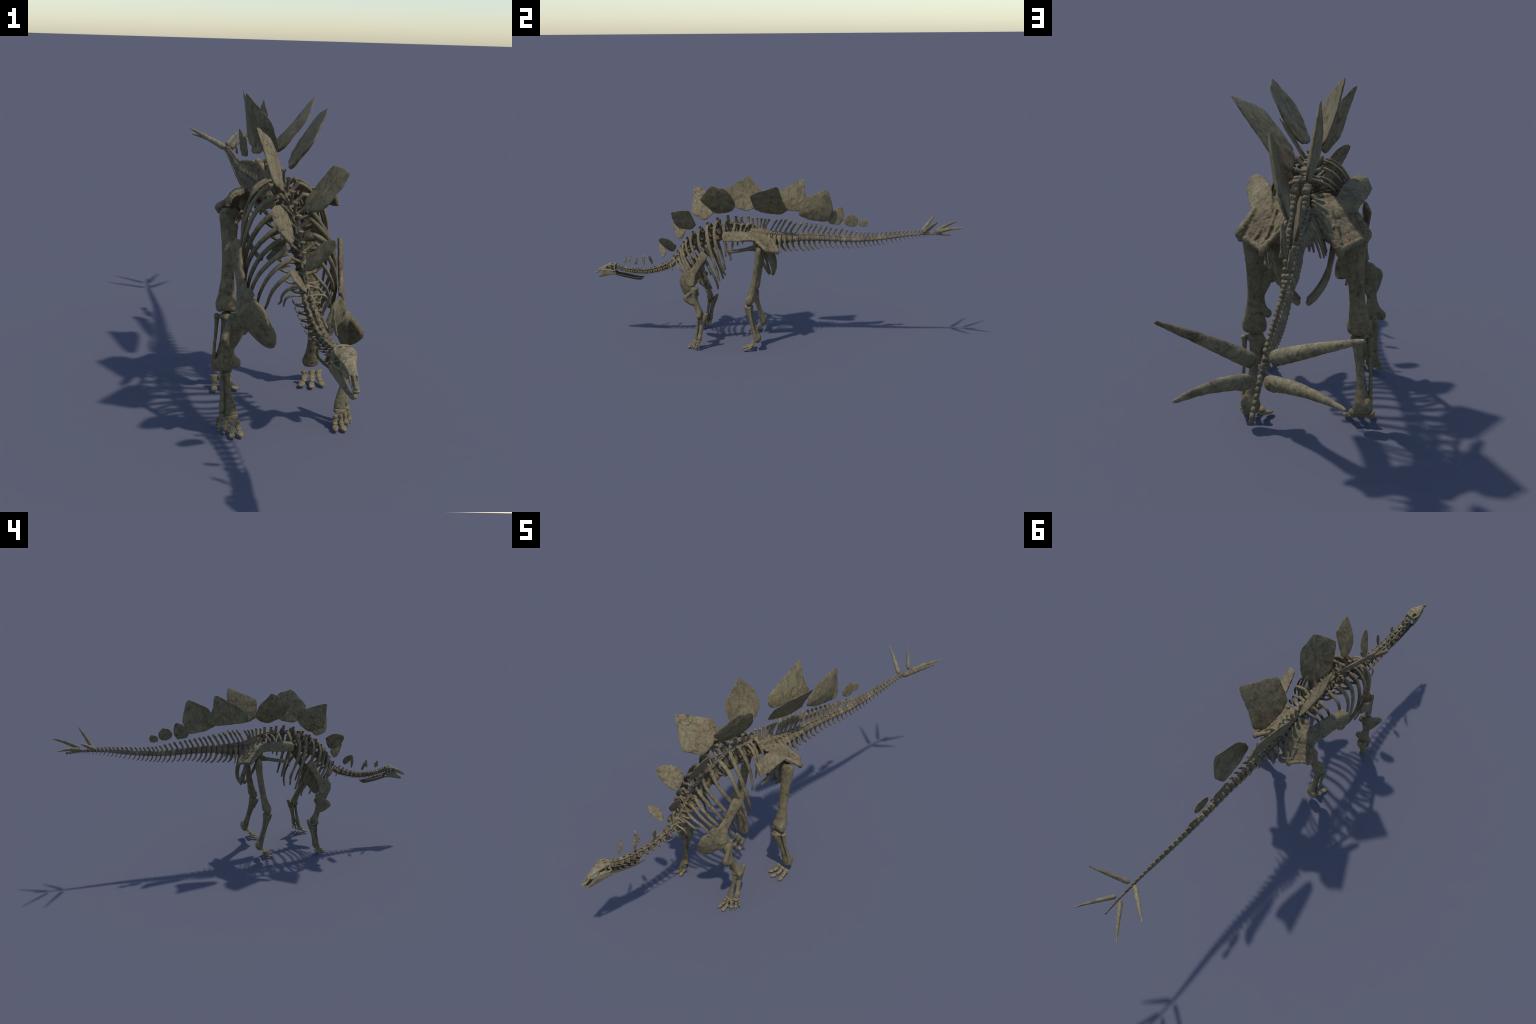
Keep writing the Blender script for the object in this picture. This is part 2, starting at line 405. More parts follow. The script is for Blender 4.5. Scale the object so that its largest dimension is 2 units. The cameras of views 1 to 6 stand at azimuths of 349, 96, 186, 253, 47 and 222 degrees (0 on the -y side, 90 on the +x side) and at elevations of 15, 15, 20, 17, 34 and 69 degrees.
# cervical vertebrae
NC = [(-.868, .406), (-.849, .399), (-.824, .392), (-.797, .388), (-.770, .385), (-.742, .384), (-.713, .384), (-.685, .388), (-.657, .394), (-.628, .402), (-.600, .412), (-.574, .424)]
pts = [np.array((-.880, .409))] + [np.array(p) for p in NC] + [np.array((-.552, .437))]
for i in range(1, 13):
    a, b = (pts[i - 1] + pts[i]) / 2, (pts[i] + pts[i + 1]) / 2
    ctr = pts[i]; t = b - a; L = np.linalg.norm(t); t /= L; nrm = V(-t[1], t[0])
    r = interp(i, [(1, .0092), (4, .0106), (9, .0124), (12, .0138)])
    low = ctr - nrm * r * .3
    parts = [tube([(0, *(a + t * L * .10 - nrm * r * .35), r * .95, r * .9), (0, *low, r * .74, r * .66), (0, *(b - t * L * .10 - nrm * r * .35), r * .95, r * .9)], (1, 0, 0), cap=.1, n=18)]
    up = ctr + nrm * r * 1.05
    parts.append(tube([(0, *ctr, r * .6, L * .24), (0, *up, r * .80, L * .31)], (1, 0, 0), n=14, seg=3))
    sh = interp(i, [(1, .008), (3, .007), (6, .006), (9, .010), (12, .018)])
    stp = up + nrm * sh + t * L * interp(i, [(1, .2), (8, .1), (12, -.25)])
    parts.append(tube([(0, *up, r * .25, L * .26), (0, *stp, r * .22, L * .16)], (1, 0, 0), n=12, seg=3))
    for s in (-1, 1):
        pz = up - t * L * .42 + nrm * r * .05; qz = up + t * L * .50 + nrm * r * .2
        parts.append(tube([(s * r * .5, *up, r * .40, r * .34), (s * r * .92, *pz, r * .30, r * .26)], (1, 0, 0), n=10, seg=3))
        parts.append(tube([(s * r * .4, *up, r * .35, r * .25), (s * r * .75, *qz, r * .3, r * .2)], (1, 0, 0), n=10, seg=3))
        tpp = ctr + nrm * r * .1
        out = r * interp(i, [(1, 1.6), (6, 1.9), (12, 2.2)])
        parts.append(tube([(s * r * .4, *tpp, r * .3, r * .35), (s * out, *(tpp - t * L * .1), r * .24, r * .3)], (0, 0, 1), n=10, seg=3))
        # short neck rib sweeping back
        ln = interp(i, [(1, .020), (6, .030), (10, .042), (12, .035)])
        h0 = ctr - nrm * r * .75 - t * L * .2
        parts.append(tube([(s * r * .6, *h0, .0022, .0026), (s * out, *(h0 + t * ln * .3), .0022, .0028), (s * (out + ln * .10), *(h0 + t * ln - nrm * ln * .10), .0011, .0012)], (0, 0, 1), n=8, seg=4))
        parts.append(tube([(s * out, *(tpp - t * L * .1), .002, .0025), (s * out, *(h0 + t * ln * .2), .002, .0025)], (1, 0, 0), n=8, seg=2))
    me, c = fuse("cervical_vertebra", parts, .0010, M_VERT, smooth=1, rough=.0008, freq=170)
    place("cervical_vertebra", me, c + V(.0075, 0, 0))

# --------------------------------------------------------------------------- ribs
# Bezier control polygons in world coordinates, head to tip: left ribs, right ribs
RIBS_LEFT = [
    ((0.027, -0.541, 0.462), (0.042, -0.519, 0.453), (0.070, -0.524, 0.421), (0.071, -0.501, 0.422), (0.066, -0.489, 0.400)),
    ((0.030, -0.517, 0.493), (0.058, -0.505, 0.445), (0.078, -0.503, 0.452), (0.097, -0.450, 0.403), (0.101, -0.464, 0.368)),
    ((0.036, -0.505, 0.523), (0.069, -0.493, 0.508), (0.111, -0.492, 0.432), (0.112, -0.418, 0.418), (0.113, -0.430, 0.370)),
    ((0.043, -0.484, 0.556), (0.084, -0.497, 0.526), (0.120, -0.474, 0.467), (0.129, -0.400, 0.409), (0.124, -0.404, 0.357)),
    ((0.042, -0.466, 0.574), (0.102, -0.481, 0.552), (0.126, -0.424, 0.485), (0.137, -0.378, 0.386), (0.123, -0.365, 0.341)),
    ((0.040, -0.436, 0.608), (0.091, -0.462, 0.567), (0.142, -0.399, 0.501), (0.151, -0.349, 0.411), (0.104, -0.327, 0.324)),
    ((0.044, -0.393, 0.637), (0.064, -0.415, 0.595), (0.157, -0.386, 0.517), (0.167, -0.281, 0.420), (0.099, -0.292, 0.321)),
    ((0.038, -0.350, 0.659), (0.136, -0.358, 0.646), (0.107, -0.324, 0.535), (0.140, -0.298, 0.445), (0.120, -0.279, 0.372)),
    ((0.042, -0.298, 0.681), (0.094, -0.326, 0.663), (0.129, -0.295, 0.569), (0.143, -0.276, 0.453), (0.107, -0.248, 0.402)),
    ((0.041, -0.253, 0.686), (0.086, -0.265, 0.675), (0.110, -0.248, 0.629), (0.122, -0.245, 0.558), (0.113, -0.244, 0.506)),
    ((0.043, -0.203, 0.674), (0.080, -0.198, 0.662), (0.104, -0.216, 0.631), (0.096, -0.199, 0.590), (0.098, -0.212, 0.545)),
    ((0.037, -0.170, 0.653), (0.048, -0.172, 0.646), (0.080, -0.169, 0.630), (0.088, -0.189, 0.585), (0.087, -0.182, 0.562)),
    ((0.037, -0.143, 0.652), (0.062, -0.151, 0.646), (0.079, -0.150, 0.632), (0.085, -0.148, 0.602), (0.073, -0.160, 0.568)),
]
RIBS_RIGHT = [
    ((-0.014, -0.546, 0.460), (-0.031, -0.521, 0.459), (-0.072, -0.518, 0.409), (-0.030, -0.506, 0.418), (-0.051, -0.492, 0.396)),
    ((-0.017, -0.515, 0.492), (-0.052, -0.517, 0.466), (-0.083, -0.492, 0.432), (-0.065, -0.472, 0.402), (-0.083, -0.465, 0.368)),
    ((-0.021, -0.503, 0.522), (-0.077, -0.512, 0.495), (-0.091, -0.494, 0.466), (-0.095, -0.428, 0.392), (-0.093, -0.432, 0.371)),
    ((-0.028, -0.484, 0.555), (-0.066, -0.513, 0.507), (-0.121, -0.454, 0.493), (-0.107, -0.409, 0.386), (-0.115, -0.402, 0.362)),
    ((-0.023, -0.471, 0.573), (-0.089, -0.468, 0.544), (-0.125, -0.434, 0.486), (-0.116, -0.389, 0.401), (-0.111, -0.366, 0.338)),
    ((-0.027, -0.437, 0.608), (-0.075, -0.452, 0.558), (-0.157, -0.433, 0.536), (-0.109, -0.304, 0.377), (-0.093, -0.326, 0.324)),
    ((-0.029, -0.397, 0.625), (-0.085, -0.411, 0.617), (-0.152, -0.370, 0.507), (-0.111, -0.323, 0.419), (-0.088, -0.292, 0.322)),
    ((-0.024, -0.349, 0.653), (-0.112, -0.364, 0.642), (-0.116, -0.317, 0.544), (-0.123, -0.302, 0.441), (-0.107, -0.283, 0.371)),
    ((-0.032, -0.297, 0.676), (-0.080, -0.304, 0.674), (-0.155, -0.339, 0.572), (-0.094, -0.230, 0.443), (-0.111, -0.255, 0.425)),
    ((-0.031, -0.259, 0.681), (-0.064, -0.244, 0.672), (-0.113, -0.291, 0.636), (-0.107, -0.220, 0.555), (-0.106, -0.244, 0.507)),
    ((-0.031, -0.203, 0.674), (-0.068, -0.198, 0.662), (-0.092, -0.216, 0.631), (-0.084, -0.199, 0.590), (-0.086, -0.212, 0.545)),
    ((-0.026, -0.173, 0.658), (-0.058, -0.175, 0.647), (-0.080, -0.172, 0.624), (-0.084, -0.180, 0.598), (-0.075, -0.182, 0.562)),
    ((-0.027, -0.142, 0.654), (-0.047, -0.145, 0.646), (-0.062, -0.159, 0.632), (-0.085, -0.160, 0.601), (-0.061, -0.160, 0.568)),
]
RIB_WIDTH = [0.0048, 0.0060, 0.0064, 0.0068, 0.0070, 0.0074, 0.0080, 0.0086, 0.0084, 0.0074, 0.0064, 0.0062, 0.0050] 
def bezier(c, n=16):
    t = np.linspace(0, 1, n)[:, None]; c = [np.array(p) for p in c]; m = len(c) - 1
    return sum(math.comb(m, i) * t ** i * (1 - t) ** (m - i) * c[i] for i in range(m + 1))

def rib_parts(c, hw, i, sg):
    P = bezier(c); n = len(P)
    bl = (1, 1, 1, 1.05, 1.05, 1.05, 1, .80, .62, .62, .75, .8, .8)[i]
    cps = []
    for k, p in enumerate(P):
        u = k / (n - 1)
        wd = hw * np.interp(u, [0, .08, .3, .7, .95, 1], [.80, .98, 1.12, .95, .72, .62])
        th = bl * hw * np.interp(u, [0, .1, .4, .8, 1], [.78, .92, .80, .62, .5])
        cps.append((*p, wd, th))
    parts = [tube(cps, (0, 1, .25), n=14, seg=3)]
    # second head reaching the vertebral body
    yc, zc = DC[i + 2]; r = interp(i, [(0, .0125), (4, .0155), (8, .019), (12, .019)])
    q = P[3]
    parts.append(tube([(*q, hw * .95, hw * .75), ((q[0] - MIDX) * .62 + MIDX + sg * r * .25, q[1] * .55 + yc * .45, q[2] * .5 + zc * .5, hw * .75, hw * .6),
                       (MIDX + sg * r * .75, yc - .004, zc + r * .75, hw * .8, hw * .65)], (0, 1, 0), n=12))
    if i >= 2:
        cap = V(MIDX + sg * r * .8, yc - .004, zc + r * .8)
        md = V((q[0] - MIDX) * .62 + MIDX + sg * r * .25, q[1] * .55 + yc * .45, q[2] * .5 + zc * .5)
        parts.append(slab([[P[1], P[2], P[4]], [P[1] * .55 + cap * .45, P[2] * .5 + md * .5, P[4]]], .0024, seg=4))
    return parts

for side, ribs in ((1, RIBS_LEFT), (-1, RIBS_RIGHT)):
    for i, R in enumerate(ribs):
        me, c = fuse("rib", rib_parts(R, RIB_WIDTH[i], i, side), .0013, M_RIB, smooth=3, rough=.0006, freq=75)
        place("rib", me, c)
# first, strongly hooked neck-base ribs
hook = [tube([(.012, -.566, .440, .004, .003), (.035, -.563, .441, .004, .003), (.052, -.556, .432, .0042, .003), (.056, -.546, .408, .0022, .002)], (0, 1, 0), n=12)]
pair("rib", hook, .007, .001, M_RIB, smooth=1)

# --------------------------------------------------------------------------- pelvis
HX = .010
ilium = [
    # front wing: a thin blade arched like a half-pipe, outer edge turned down
    slab([[(.122, -.244, .642), (.137, -.250, .641), (.151, -.254, .631), (.161, -.250, .606)],
          [(.108, -.210, .641), (.126, -.216, .641), (.143, -.220, .630), (.154, -.216, .602)],
          [(.094, -.165, .637), (.112, -.170, .638), (.131, -.174, .629), (.145, -.170, .600)],
          [(.082, -.122, .630), (.102, -.126, .631), (.123, -.128, .625), (.139, -.126, .605)],
          [(.076, -.084, .612), (.098, -.086, .610), (.116, -.086, .606), (.130, -.086, .599)],
          [(.074, -.050, .592), (.096, -.050, .582), (.114, -.050, .576), (.133, -.050, .579)]], .0068, seg=6, edge=.8),
    slab([[(.016, -.130, .617), (.045, -.124, .620), (.075, -.116, .622), (.092, -.120, .624)],
          [(.016, -.088, .618), (.048, -.080, .610), (.088, -.074, .602), (.119, -.074, .597)],
          [(.020, -.045, .610), (.052, -.036, .588), (.094, -.038, .568), (.136, -.040, .570)],
          [(.026, -.008, .592), (.054, -.004, .567), (.090, -.012, .549), (.148, -.022, .556)],
          [(.042, .012, .563), (.072, .018, .545), (.092, .018, .533), (.144, -.016, .544)]], .0065, seg=6),
    tube([(.120, -.078, .598, .010, .010), (.138, -.046, .576, .011, .010), (.152, -.022, .560, .011, .012), (.147, -.014, .545, .009, .009)], (0, 0, 1), n=16),
    tube([(.030, -.020, .603, .006, .007), (.046, .004, .578, .007, .007), (.070, .020, .556, .008, .008), (.088, .030, .538, .011, .010), (.092, .033, .524, .010, .008)], (1, 0, 0), n=16),
    tube([(.143, -.014, .548, .007, .008), (.117, .004, .541, .0065, .008), (.093, .026, .536, .008, .009)], (1, 0, 0), n=14),
    tube([(.085, -.085, .602, .012, .014), (.088, -.088, .580, .011, .012), (.085, -.082, .562, .010, .010)], (1, 0, 0), n=14),
    tube([(.075, -.030, .575, .012, .014), (.076, -.028, .562, .012, .013), (.075, -.025, .551, .010, .010)], (1, 0, 0), n=14),
    ball((.020, -.118, .623), (.014, .016, .009)), ball((.052, -.120, .626), (.014, .010, .006)),
    # gnarled ridges over the rough upper face
    tube([(.066, -.060, .606, .004, .005), (.078, -.020, .570, .005, .006), (.092, .012, .546, .005, .005)], (1, 0, 0), n=10),
    tube([(.046, -.050, .604, .004, .005), (.058, -.012, .578, .005, .006), (.070, .010, .556, .005, .005)], (1, 0, 0), n=10),
    tube([(.098, -.040, .572, .004, .004), (.108, -.012, .555, .005, .005), (.120, .000, .546, .004, .005)], (1, 0, 0), n=10),
]
pair("ilium", ilium, HX, .0019, M_GIRDLE, smooth=3, rough=.0021, freq=62)
pubis = [
    tube([(.134, -.222, .540, .0045, .0108), (.118, -.165, .546, .0055, .0100), (.104, -.128, .550, .007, .0105), (.092, -.100, .553, .009, .016), (.084, -.078, .552, .010, .019)], (1, .3, 0), n=16),
    tube([(.086, -.088, .545, .008, .012), (.078, -.068, .520, .006, .010), (.062, -.050, .470, .0052, .0085), (.040, -.034, .425, .005, .008), (.012, -.020, .391, .0065, .0075)], (1, 0, 0), n=14),
]
pair("pubis", pubis, HX, .0016, M_GIRDLE, smooth=3, rough=.0006, freq=70)
ischium = [
    tube([(.078, -.030, .560, .011, .017), (.074, -.022, .535, .0085, .017), (.066, -.010, .490, .007, .0135), (.056, .002, .450, .0068, .012), (.036, .006, .415, .0068, .011), (.012, -.002, .388, .0072, .0085)], (1, 0, 0), n=16),
]
pair("ischium", ischium, HX, .0016, M_GIRDLE, smooth=3, rough=.0006, freq=70)

# --------------------------------------------------------------------------- hind limb
femur = [
    tube([(.124, -.063, .560, .024, .013), (.125, -.065, .540, .030, .0178), (.125, -.071, .49, .0255, .0165), (.127, -.082, .42, .0205, .016), (.131, -.095, .35, .0205, .0165),
          (.135, -.106, .305, .027, .020), (.137, -.114, .280, .033, .0245), (.137, -.117, .265, .031, .020)], (1, 0, 0), n=24, seg=6, cap=.45, power=2.3),
    ball((.105, -.067, .552), (.018, .016, .016)), ball((.139, -.062, .550), (.013, .014, .016)),
    ball((.120, -.120, .266), (.014, .019, .013)), ball((.155, -.118, .268), (.014, .018, .013)),
    tube([(.140, -.074, .52, .006, .006), (.138, -.082, .44, .0045, .0045), (.142, -.09, .37, .004, .005), (.150, -.104, .31, .005, .006)], (1, 0, 0), n=10),
    tube([(.112, -.066, .50, .005, .005), (.116, -.078, .42, .004, .0045), (.119, -.09, .35, .004, .005), (.117, -.10, .30, .005, .006)], (1, 0, 0), n=10),
    ball((.112, -.078, .435), (.008, .009, .02)),
]
pair("femur", femur, HX, .0019, M_LIMB, smooth=4, rough=.0011, freq=55)
tibia = [
    tube([(.134, -.121, .241, .021, .027), (.135, -.119, .226, .0175, .024), (.139, -.108, .18, .0125, .0155), (.143, -.093, .13, .0125, .0135), (.146, -.081, .09, .019, .017),
          (.148, -.073, .067, .0265, .0205), (.148, -.075, .052, .0245, .0155)], (1, 0, 0), n=22, seg=6, cap=.6, power=2.0),
    tube([(.124, -.140, .239, .008, .009), (.126, -.138, .225, .007, .008), (.134, -.122, .185, .006, .007)], (1, 0, 0), n=12),
    ball((.163, -.064, .074), (.011, .012, .022)), ball((.138, -.066, .070), (.011, .011, .020)),
    ball((.148, -.118, .239), (.013, .018, .008)),
]
pair("tibia", tibia, HX, .0017, M_LIMB, smooth=4, rough=.0009, freq=60)
fibula = [tube([(.166, -.116, .243, .0085, .0125), (.165, -.113, .225, .007, .010), (.166, -.105, .18, .0052, .0068), (.168, -.093, .13, .0052, .0062), (.167, -.083, .09, .0065, .008), (.167, -.076, .060, .0085, .0105)], (1, 0, 0), n=16, cap=.5)]
pair("fibula", fibula, HX, .0015, M_LIMB, smooth=3, rough=.0006, freq=70)

def toe(name, chain, mx, mat=M_TOE):
    """chain: list of (kind, p0, p1, r0, r1, flat); first bone is the parent of the others."""
    par = (None, None)
    for kind, p0, p1, r0, r1, flat in chain:
        p0, p1 = np.array(p0), np.array(p1)
        m = (p0 + p1) / 2
        if kind == "hoof_claw":
            cps = [(*p0, r0 * .85, r0 * flat * .9), (*(p0 * .75 + p1 * .25), r0 * 1.1, r0 * flat), (*(m * .7 + p1 * .3), r0, r0 * flat * .8), (*p1, r1, r1 * flat)]
        elif kind == "phalanx":
            cps = [(*p0, r0, r0 * flat), (*m, r0 * .88, r0 * flat * .85), (*p1, r1, r1 * flat)]
        else:
            cps = [(*p0, r0, r0 * flat), (*(p0 * .8 + p1 * .2), r0 * .92, r0 * flat * .9), (*m, r0 * .66, r0 * flat * .66), (*(p0 * .2 + p1 * .8), r1 * .95, r1 * flat * .9), (*p1, r1, r1 * flat)]
        a = pair(kind, [tube(cps, (1, 0, 0), n=16, cap=.35, power=2.4)], mx, .0007, mat, par, smooth=2, rough=.0007, freq=260)
        if par[0] is None: par = a

for mt0, mt1, ph1, cl, r in [((.124, -.097, .0385), (.121, -.108, .0185), (.116, -.119, .0120), (.099, -.143, .0050), .0096),
                             ((.147, -.096, .0390), (.145, -.113, .0180), (.142, -.127, .0115), (.132, -.158, .0045), .0086),
                             ((.168, -.094, .0380), (.168, -.109, .0175), (.170, -.121, .0115), (.174, -.149, .0042), .0092)]:
    mt0, mt1, ph1, cl = map(np.array, (mt0, mt1, ph1, cl))
    d = (ph1 - mt1)
    toe("toe", [("metatarsal", mt0 + V(0, -.002, -.001), mt1, r * 1.32, r * 1.02, .72), ("phalanx", mt1 + d * .30, ph1, r * .92, r * .82, .72),
                ("hoof_claw", ph1 + (cl - ph1) * .12, cl + V(0, .003, .001), r * .95, r * .55, .55)], HX)
pair("metatarsal", [tube([(.178, -.095, .039, .003, .003), (.178, -.099, .033, .0022, .0025), (.176, -.103, .026, .0025, .0025)], n=10)], HX, .0007, M_TOE, smooth=1)

# --------------------------------------------------------------------------- shoulder and forelimb
FX = .003
wd = (.36, .73, -.58)
scapula = [
    tube([(.147, -.351, .530, .0235, .0065), (.146, -.362, .512, .0240, .0072), (.142, -.382, .478, .0200, .0075), (.139, -.405, .442, .0195, .0078), (.137, -.425, .408, .024, .0080), (.138, -.432, .375, .026, .0085), (.143, -.427, .350, .018, .0105)],
         wd, n=22, seg=6, cap=.5, power=2.6),
    slab([[(.141, -.410, .410), (.131, -.436, .425), (.119, -.462, .432)], [(.142, -.412, .388), (.134, -.440, .402), (.119, -.474, .418)], [(.145, -.415, .352), (.136, -.440, .375), (.122, -.470, .398)]], .0062, seg=5),
    tube([(.136, -.438, .390, .005, .006), (.128, -.455, .404, .005, .006), (.117, -.474, .418, .005, .005)], (0, 0, 1), n=10),
]
sc_pair = pair("scapula", scapula, FX, .0017, M_GIRDLE, smooth=4, rough=.0010, freq=55)
coracoid = [
    slab([[(.141, -.425, .372), (.131, -.450, .390), (.117, -.474, .408)],
          [(.142, -.424, .345), (.118, -.467, .362), (.092, -.498, .384)],
          [(.130, -.434, .322), (.102, -.475, .334), (.079, -.504, .350)],
          [(.111, -.446, .299), (.086, -.478, .308), (.062, -.500, .322)],
          [(.091, -.455, .281), (.073, -.473, .283), (.056, -.493, .294)],
          [(.076, -.465, .272), (.065, -.474, .269), (.055, -.484, .276)]], .0072, seg=5),
    tube([(.143, -.424, .352, .010, .011), (.138, -.430, .330, .010, .010), (.122, -.438, .314, .006, .007)], (1, 0, 0), n=14),
]
pair("coracoid", coracoid, FX, .0017, M_GIRDLE, sc_pair, smooth=4, rough=.0013, freq=60)
humerus = [
    tube([(.151, -.411, .337, .020, .014), (.151, -.413, .322, .026, .018), (.152, -.412, .296, .026, .014), (.158, -.407, .270, .021, .014), (.164, -.398, .244, .0145, .0155),
          (.166, -.389, .220, .020, .0160), (.167, -.383, .201, .033, .0160), (.167, -.381, .187, .033, .0145)], (1, -.15, 0), n=22, seg=6, cap=.45, power=2.2),
    ball((.150, -.408, .333), (.022, .019, .014)),
    tube([(.166, -.420, .325, .010, .009), (.178, -.440, .311, .009, .009), (.187, -.456, .294, .010, .012), (.181, -.440, .272, .010, .010), (.171, -.415, .254, .009, .010)], (1, 0, 0), n=14),
    slab([[(.160, -.412, .318), (.172, -.430, .314)], [(.160, -.412, .295), (.183, -.450, .292)], [(.164, -.404, .265), (.176, -.428, .268)]], .007, seg=5),
    ball((.126, -.404, .300), (.012, .012, .018)), ball((.194, -.384, .193), (.012, .015, .014)), ball((.140, -.381, .193), (.012, .014, .014)), ball((.170, -.392, .187), (.016, .012, .012)),
]
pair("humerus", humerus, FX, .0017, M_LIMB, smooth=4, rough=.0009, freq=60)
ulna = [
    tube([(.172, -.341, .204, .006, .006), (.172, -.350, .189, .0095, .011), (.172, -.364, .166, .0125, .0165), (.174, -.372, .135, .0095, .0125), (.176, -.380, .095, .008, .0105), (.177, -.385, .068, .0105, .0128), (.177, -.385, .054, .010, .0118)], (1, 0, 0), n=20, seg=6, cap=.6),
    ball((.160, -.368, .165), (.010, .010, .008)), ball((.178, -.378, .160), (.009, .010, .009)),
]
pair("ulna", ulna, FX, .0014, M_LIMB, smooth=3, rough=.0008, freq=70)
radius = [tube([(.170, -.391, .168, .0125, .0095), (.169, -.392, .155, .0095, .008), (.164, -.397, .115, .0085, .0078), (.158, -.403, .078, .0145, .0105), (.156, -.406, .053, .0172, .0118)], (1, 0, 0), n=20, seg=6, cap=.35)]
pair("radius", radius, FX, .0014, M_LIMB, smooth=3, rough=.0008, freq=70)
pair("wrist_bone", [tube([(.156, -.409, .0495, .0175, .0105), (.155, -.410, .0400, .0165, .0100)], (1, 0, 0), seg=3, cap=.25, power=3.2)], FX, .0008, M_TOE, smooth=2, rough=.0008, freq=180)
pair("wrist_bone", [tube([(.179, -.392, .0485, .0105, .013), (.179, -.392, .0465, .0100, .0125)], (1, 0, 0), seg=3, cap=.12, power=2.6), tube([(.179, -.393, .0440, .0105, .0128), (.179, -.394, .0405, .0090, .0115)], (1, 0, 0), seg=3, cap=.15, power=2.6)],
     FX, .0007, M_TOE, smooth=1, rough=.0006, freq=180)
for mt0, mt1, ph, cl, r in [((.140, -.421, .0355), (.139, -.425, .0180), (.137, -.434, .0150), (.134, -.456, .0055), .0076),
                            ((.155, -.420, .0365), (.157, -.429, .0120), (.158, -.437, .0090), (.161, -.457, .0045), .0078),
                            ((.171, -.411, .0375), (.174, -.419, .0095), (.179, -.425, .0060), None, .0078),
                            ((.184, -.398, .0330), (.188, -.405, .0115), (.191, -.409, .0060), None, .0072)]:
    mt0, mt1, ph = map(np.array, (mt0, mt1, ph)); d = ph - mt1
    ch = [("metacarpal", mt0, mt1 - d * .15, r * 1.0, r * 1.02, .85)]
    if cl:
        cl = np.array(cl)
        ch += [("phalanx", mt1 + d * .45, ph + d * .1, r * .95, r * .9, .72), ("hoof_claw", ph + (cl - ph) * .18, cl + V(0, .001, .0005), r * 1.05, r * .6, .60)]
    else:
        ch += [("phalanx", mt1 + d * .75, ph + d * .15 + V(0, 0, -.001), r * .62, r * .5, .7)]
    toe("toe", ch, FX)
toe("toe", [("metacarpal", (.190, -.386, .034), (.193, -.388, .020), .0048, .0048, .85), ("phalanx", (.194, -.389, .0165), (.195, -.390, .0125), .0038, .0032, .8)], FX)

# --------------------------------------------------------------------------- skull
SX = .0055
sk = [
    slab([[(-x, y, z - x * .25), (-x * .5, y, z - x * .04), (0, y, z), (x * .5, y, z - x * .04), (x, y, z - x * .25)] for y, z, x in
          [(-.972, .396, .0095), (-.957, .403, .012), (-.942, .411, .016), (-.928, .419, .0225), (-.915, .4255, .0278), (-.907, .4280, .0290), (-.902, .4278, .0285)]], .0030, seg=4),
    tube([(0, -.970, .391, .0115, .0085), (0, -.955, .394, .0140, .0120), (0, -.940, .398, .0175, .0150), (0, -.930, .402, .0195, .0165)], (1, 0, 0), n=18, cap=.2, power=2.6),
    tube([(0, -.968, .396, .0052, .0032), (0, -.985, .387, .0042, .0030), (0, -.998, .376, .0052, .0036)], (1, 0, 0), n=12),
    tube([(0, -.968, .3855, .0115, .0042), (0, -.984, .376, .0100, .0040), (0, -1.0005, .3695, .0075, .0036)], (1, 0, 0), n=16, cap=.3, power=2.6),
    tube([(0, -.904, .4275, .0060, .0030), (0, -.880, .4235, .0056, .0030)], (1, 0, 0), n=10, seg=3),
    tube([(-.020, -.881, .4210, .0038, .006), (0, -.879, .4230, .0038, .006), (.020, -.881, .4210, .0038, .006)], (0, 1, 0), n=10, seg=4),
    slab([[(-.013, -.960, .3880), (0, -.962, .3900), (.013, -.960, .3880)], [(-.020, -.930, .3925), (0, -.930, .3950), (.020, -.930, .3925)], [(-.024, -.895, .3930), (0, -.895, .3960), (.024, -.895, .3930)]], .0020, seg=4),
    ball((0, -.892, .407), (.0150, .018, .0140)), ball((0, -.884, .412), (.017, .007, .009)),
]
for h in [tube([(.0240, -.902, .4215, .0055, .0035), (.0225, -.892, .4215, .0052, .0038), (.0190, -.880, .4212, .0050, .004)], (1, 0, 0), n=10),
          tube([(.0125, -.962, .3870, .0030, .0045), (.0180, -.940, .3915, .0032, .0050), (.0235, -.920, .3915, .003, .0042), (.0262, -.902, .3905, .003, .0036), (.0265, -.883, .3895, .003, .004)], (1, 0, 0), n=12),
          tube([(.0270, -.906, .4205, .0030, .0028), (.0272, -.903, .405, .0028, .0024), (.0262, -.900, .3915, .003, .0030)], (1, 0, 0), n=10),
          tube([(.0205, -.882, .4205, .0036, .0042), (.0250, -.884, .407, .0032, .0036), (.0265, -.880, .387, .0036, .0042)], (1, 0, 0), n=10),
          tube([(.0195, -.932, .4140, .0032, .004), (.0195, -.933, .4030, .003, .004), (.0190, -.934, .3930, .003, .004)], (1, 0, 0), n=10),
          tube([(.0105, -.970, .3925, .0025, .0040), (.0095, -.976, .3820, .0022, .004)], (1, 0, 0), n=8, seg=2),
          tube([(.010, -.890, .404, .004, .005), (.025, -.884, .398, .003, .004)], (0, 1, 0), n=8, seg=3)]:
    sk += both(h)
sk = [(v * V(.84, 1, 1), f) for v, f in sk]
me, c = fuse("skull", sk, .00085, M_SKULL, smooth=2, rough=.0007, freq=150)
skull = place("skull", me, c + V(SX, 0, 0))
jaw = [tube([(-.007, -.976, .3535, .0035, .006), (0, -.9815, .3505, .0035, .0055), (.007, -.976, .3535, .0035, .006)], (0, 1, 0), n=12)]
jaw += both(tube([(.005, -.981, .3500, .0030, .0045), (.009, -.968, .3555, .0030, .0080), (.0150, -.950, .3645, .0030, .0115), (.0205, -.928, .3725, .0031, .0138), (.0245, -.906, .3760, .0031, .0122), (.0262, -.890, .3745, .0031, .0078), (.0262, -.877, .3720, .003, .0055)], (1, 0, 0), n=16))
